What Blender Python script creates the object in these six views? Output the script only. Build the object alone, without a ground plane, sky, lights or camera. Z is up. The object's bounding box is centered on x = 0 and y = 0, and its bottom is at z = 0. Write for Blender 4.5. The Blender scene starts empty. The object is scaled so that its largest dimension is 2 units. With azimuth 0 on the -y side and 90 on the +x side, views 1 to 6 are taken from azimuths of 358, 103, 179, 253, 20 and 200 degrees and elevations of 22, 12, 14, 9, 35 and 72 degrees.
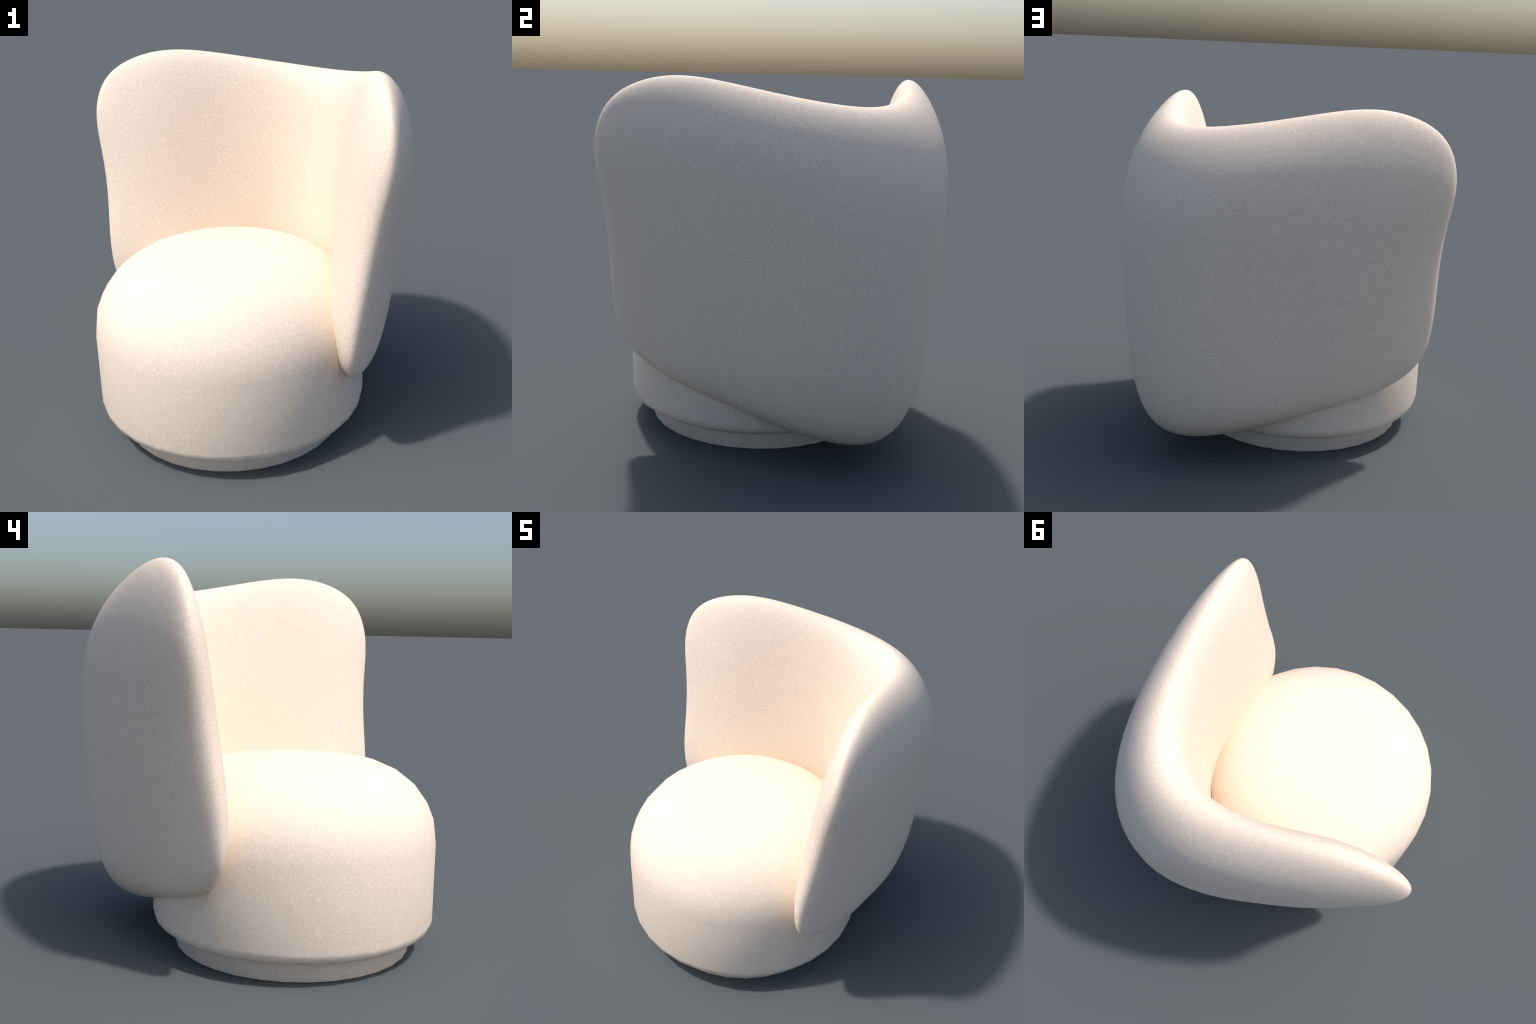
"""Round upholstered lounge chair: a low plinth, a domed drum seat and a
padded wing backrest wrapped round one corner of the seat."""
import math
import bpy
import bmesh
from mathutils import Vector

SEAT_CENTRE = Vector((-0.1457, -0.1588, 0.0))
BACK_AZIMUTH = math.radians(45.93)      # direction from the seat axis to the backrest corner
BACK_SHIFT = 0.0102                      # small sideways offset of the backrest
SEGMENTS = 32


# ------------------------------------------------------------------ material
def boucle_fabric(name, speckle=1.0):
    mat = bpy.data.materials.new(name)
    mat.use_nodes = True
    nt = mat.node_tree
    nodes, links = nt.nodes, nt.links
    bsdf = nodes["Principled BSDF"]
    bsdf.inputs["Roughness"].default_value = 0.85
    bsdf.inputs["Specular IOR Level"].default_value = 0.25

    coord = nodes.new("ShaderNodeTexCoord")
    # light tufts of yarn on a slightly darker ground
    tuft = nodes.new("ShaderNodeTexNoise")
    tuft.inputs["Scale"].default_value = 108.0
    tuft.inputs["Detail"].default_value = 0.3
    tuft.inputs["Roughness"].default_value = 0.55
    links.new(coord.outputs["Object"], tuft.inputs["Vector"])
    ramp = nodes.new("ShaderNodeValToRGB")
    ramp.color_ramp.elements[0].position = 0.45
    ramp.color_ramp.elements[0].color = (0.780, 0.662, 0.550, 1)
    ramp.color_ramp.elements[1].position = 0.80
    ramp.color_ramp.elements[1].color = (0.905, 0.772, 0.646, 1)
    links.new(tuft.outputs["Fac"], ramp.inputs["Fac"])
    links.new(ramp.outputs["Color"], bsdf.inputs["Base Color"])

    bump = nodes.new("ShaderNodeBump")
    bump.inputs["Strength"].default_value = 0.06 * speckle
    bump.inputs["Distance"].default_value = 0.004
    links.new(tuft.outputs["Fac"], bump.inputs["Height"])
    links.new(bump.outputs["Normal"], bsdf.inputs["Normal"])
    return mat


# ------------------------------------------------------------------ helpers
def mesh_object(name, verts, faces, material, parent):
    me = bpy.data.meshes.new(name)
    me.from_pydata([tuple(v) for v in verts], [], faces)
    bm = bmesh.new()
    bm.from_mesh(me)
    bmesh.ops.recalc_face_normals(bm, faces=bm.faces)
    bm.to_mesh(me)
    bm.free()
    me.materials.append(material)
    ob = bpy.data.objects.new(name, me)
    bpy.context.scene.collection.objects.link(ob)
    ob.parent = parent
    return ob


def lathe(name, profile, material, parent, smooth_angle=None):
    """Turn a (radius, height) profile about the seat axis; both ends are capped."""
    verts, faces = [], []
    for r, z in profile:
        for s in range(SEGMENTS):
            a = 2 * math.pi * s / SEGMENTS + 0.0097
            verts.append(SEAT_CENTRE + Vector((r * math.cos(a), r * math.sin(a), z)))
    for k in range(len(profile) - 1):
        for s in range(SEGMENTS):
            t = (s + 1) % SEGMENTS
            faces.append((k * SEGMENTS + s, k * SEGMENTS + t,
                          (k + 1) * SEGMENTS + t, (k + 1) * SEGMENTS + s))
    for k, z in ((0, profile[0][1]), (len(profile) - 1, profile[-1][1] + (0.003 if profile[-1][0] < 0.2 else 0))):
        verts.append(SEAT_CENTRE + Vector((0, 0, z)))
        for s in range(SEGMENTS):
            faces.append((k * SEGMENTS + s, k * SEGMENTS + (s + 1) % SEGMENTS, len(verts) - 1))
    ob = mesh_object(name, verts, faces, material, parent)
    if smooth_angle is None:
        ob.data.shade_smooth()
    else:
        for p in ob.data.polygons:
            p.use_smooth = True
        ob.data.set_sharp_from_angle(angle=math.radians(smooth_angle))
    return ob


# ------------------------------------------------------------------ backrest
# Padding cage of one half of the backrest, mirrored about the corner plane.
# Each row is one vertical line of control points, bottom to top, from the
# corner (first) to the wing edge (last).  A point is (distance from the seat
# axis towards the corner, sideways spread, height).
OUTER = [
    [(1.224, 0.000, 0.094), (1.320, 0.000, 0.563), (1.325, 0.000, 1.004), (1.329, 0.000, 1.372), (1.236, 0.000, 1.642), (1.079, 0.000, 1.883)],
    [(1.106, 0.237, 0.152), (1.199, 0.264, 0.630), (1.219, 0.288, 1.065), (1.217, 0.320, 1.430), (1.118, 0.349, 1.686), (0.940, 0.330, 1.910)],
    [(0.905, 0.444, 0.223), (0.944, 0.495, 0.670), (0.939, 0.530, 1.083), (0.919, 0.592, 1.433), (0.845, 0.647, 1.702), (0.675, 0.624, 1.945)],
    [(0.686, 0.573, 0.301), (0.665, 0.665, 0.705), (0.631, 0.757, 1.076), (0.574, 0.835, 1.400), (0.507, 0.896, 1.685), (0.401, 0.865, 1.981)],
    [(0.477, 0.718, 0.372), (0.371, 0.847, 0.740), (0.268, 0.945, 1.072), (0.158, 1.035, 1.361), (0.088, 1.111, 1.615), (0.098, 1.039, 1.883)],
]
INNER = [
    [(0.675, 0.000, 0.063), (0.748, 0.000, 0.443), (0.788, 0.000, 0.815), (0.802, 0.000, 1.174), (0.828, 0.000, 1.515), (0.863, 0.000, 1.845)],
    [(0.600, 0.256, 0.150), (0.651, 0.245, 0.525), (0.684, 0.238, 0.889), (0.701, 0.229, 1.242), (0.735, 0.246, 1.580), (0.775, 0.278, 1.907)],
    [(0.369, 0.491, 0.265), (0.359, 0.470, 0.625), (0.387, 0.464, 0.977), (0.420, 0.450, 1.322), (0.481, 0.480, 1.666), (0.555, 0.534, 2.016)],
    [(0.073, 0.734, 0.352), (-0.009, 0.684, 0.728), (0.037, 0.680, 1.065), (0.096, 0.689, 1.390), (0.150, 0.714, 1.728), (0.272, 0.758, 2.088)],
    [(-0.153, 0.979, 0.494), (-0.185, 1.029, 0.832), (-0.118, 1.028, 1.127), (-0.081, 1.037, 1.413), (-0.072, 1.074, 1.677), (0.058, 1.012, 1.930)],
]


def backrest_cage():
    d = Vector((math.cos(BACK_AZIMUTH), math.sin(BACK_AZIMUTH), 0))
    side = Vector((-d.y, d.x, 0))
    half, rows = len(OUTER), len(OUTER[0])
    cols = 2 * half - 1
    verts, faces = [], []
    for shell in (OUTER, INNER):
        for i in range(cols):
            s = i - (half - 1)
            for a, b, z in shell[abs(s)]:
                b = b if s > 0 else -b
                verts.append(SEAT_CENTRE + d * a + side * (b + BACK_SHIFT) + Vector((0, 0, z)))

    def at(k, i, j):
        return (k * cols + i) * rows + j

    for i in range(cols - 1):
        for j in range(rows - 1):
            for k in (0, 1):
                faces.append((at(k, i, j), at(k, i + 1, j), at(k, i + 1, j + 1), at(k, i, j + 1)))
        for j in (0, rows - 1):
            faces.append((at(0, i, j), at(1, i, j), at(1, i + 1, j), at(0, i + 1, j)))
    for j in range(rows - 1):
        for i in (0, cols - 1):
            faces.append((at(0, i, j), at(0, i, j + 1), at(1, i, j + 1), at(1, i, j)))
    return verts, faces


def build():
    root = bpy.data.objects.new("armchair", None)
    bpy.context.scene.collection.objects.link(root)
    root["label"] = "cream upholstered round swivel armchair with curved wing backrest"
    root["category"] = "armchair"

    fabric = boucle_fabric("cream_fabric")

    lathe("plinth", [(0.635, 0.0), (0.6375, 0.003), (0.6375, 0.125)], fabric, root, 50)

    lathe("seat", [
        (0.640, 0.0980), (0.6707, 0.1043), (0.7233, 0.1251), (0.7508, 0.1473),
        (0.7605, 0.1828), (0.7597, 0.5963), (0.7449, 0.7003), (0.7078, 0.7880),
        (0.6365, 0.8837), (0.5509, 0.9481), (0.4516, 0.9903), (0.3000, 1.0090),
        (0.1500, 1.0160),
    ], fabric, root)

    verts, faces = backrest_cage()
    back = mesh_object("backrest", verts, faces, fabric, root)
    sub = back.modifiers.new("padding", "SUBSURF")
    sub.levels = sub.render_levels = 4
    graph = bpy.context.evaluated_depsgraph_get()
    padded = bpy.data.meshes.new_from_object(back.evaluated_get(graph))
    back.modifiers.clear()
    rough = back.data
    back.data = padded
    bpy.data.meshes.remove(rough)
    padded.name = "backrest"
    padded.shade_smooth()


build()
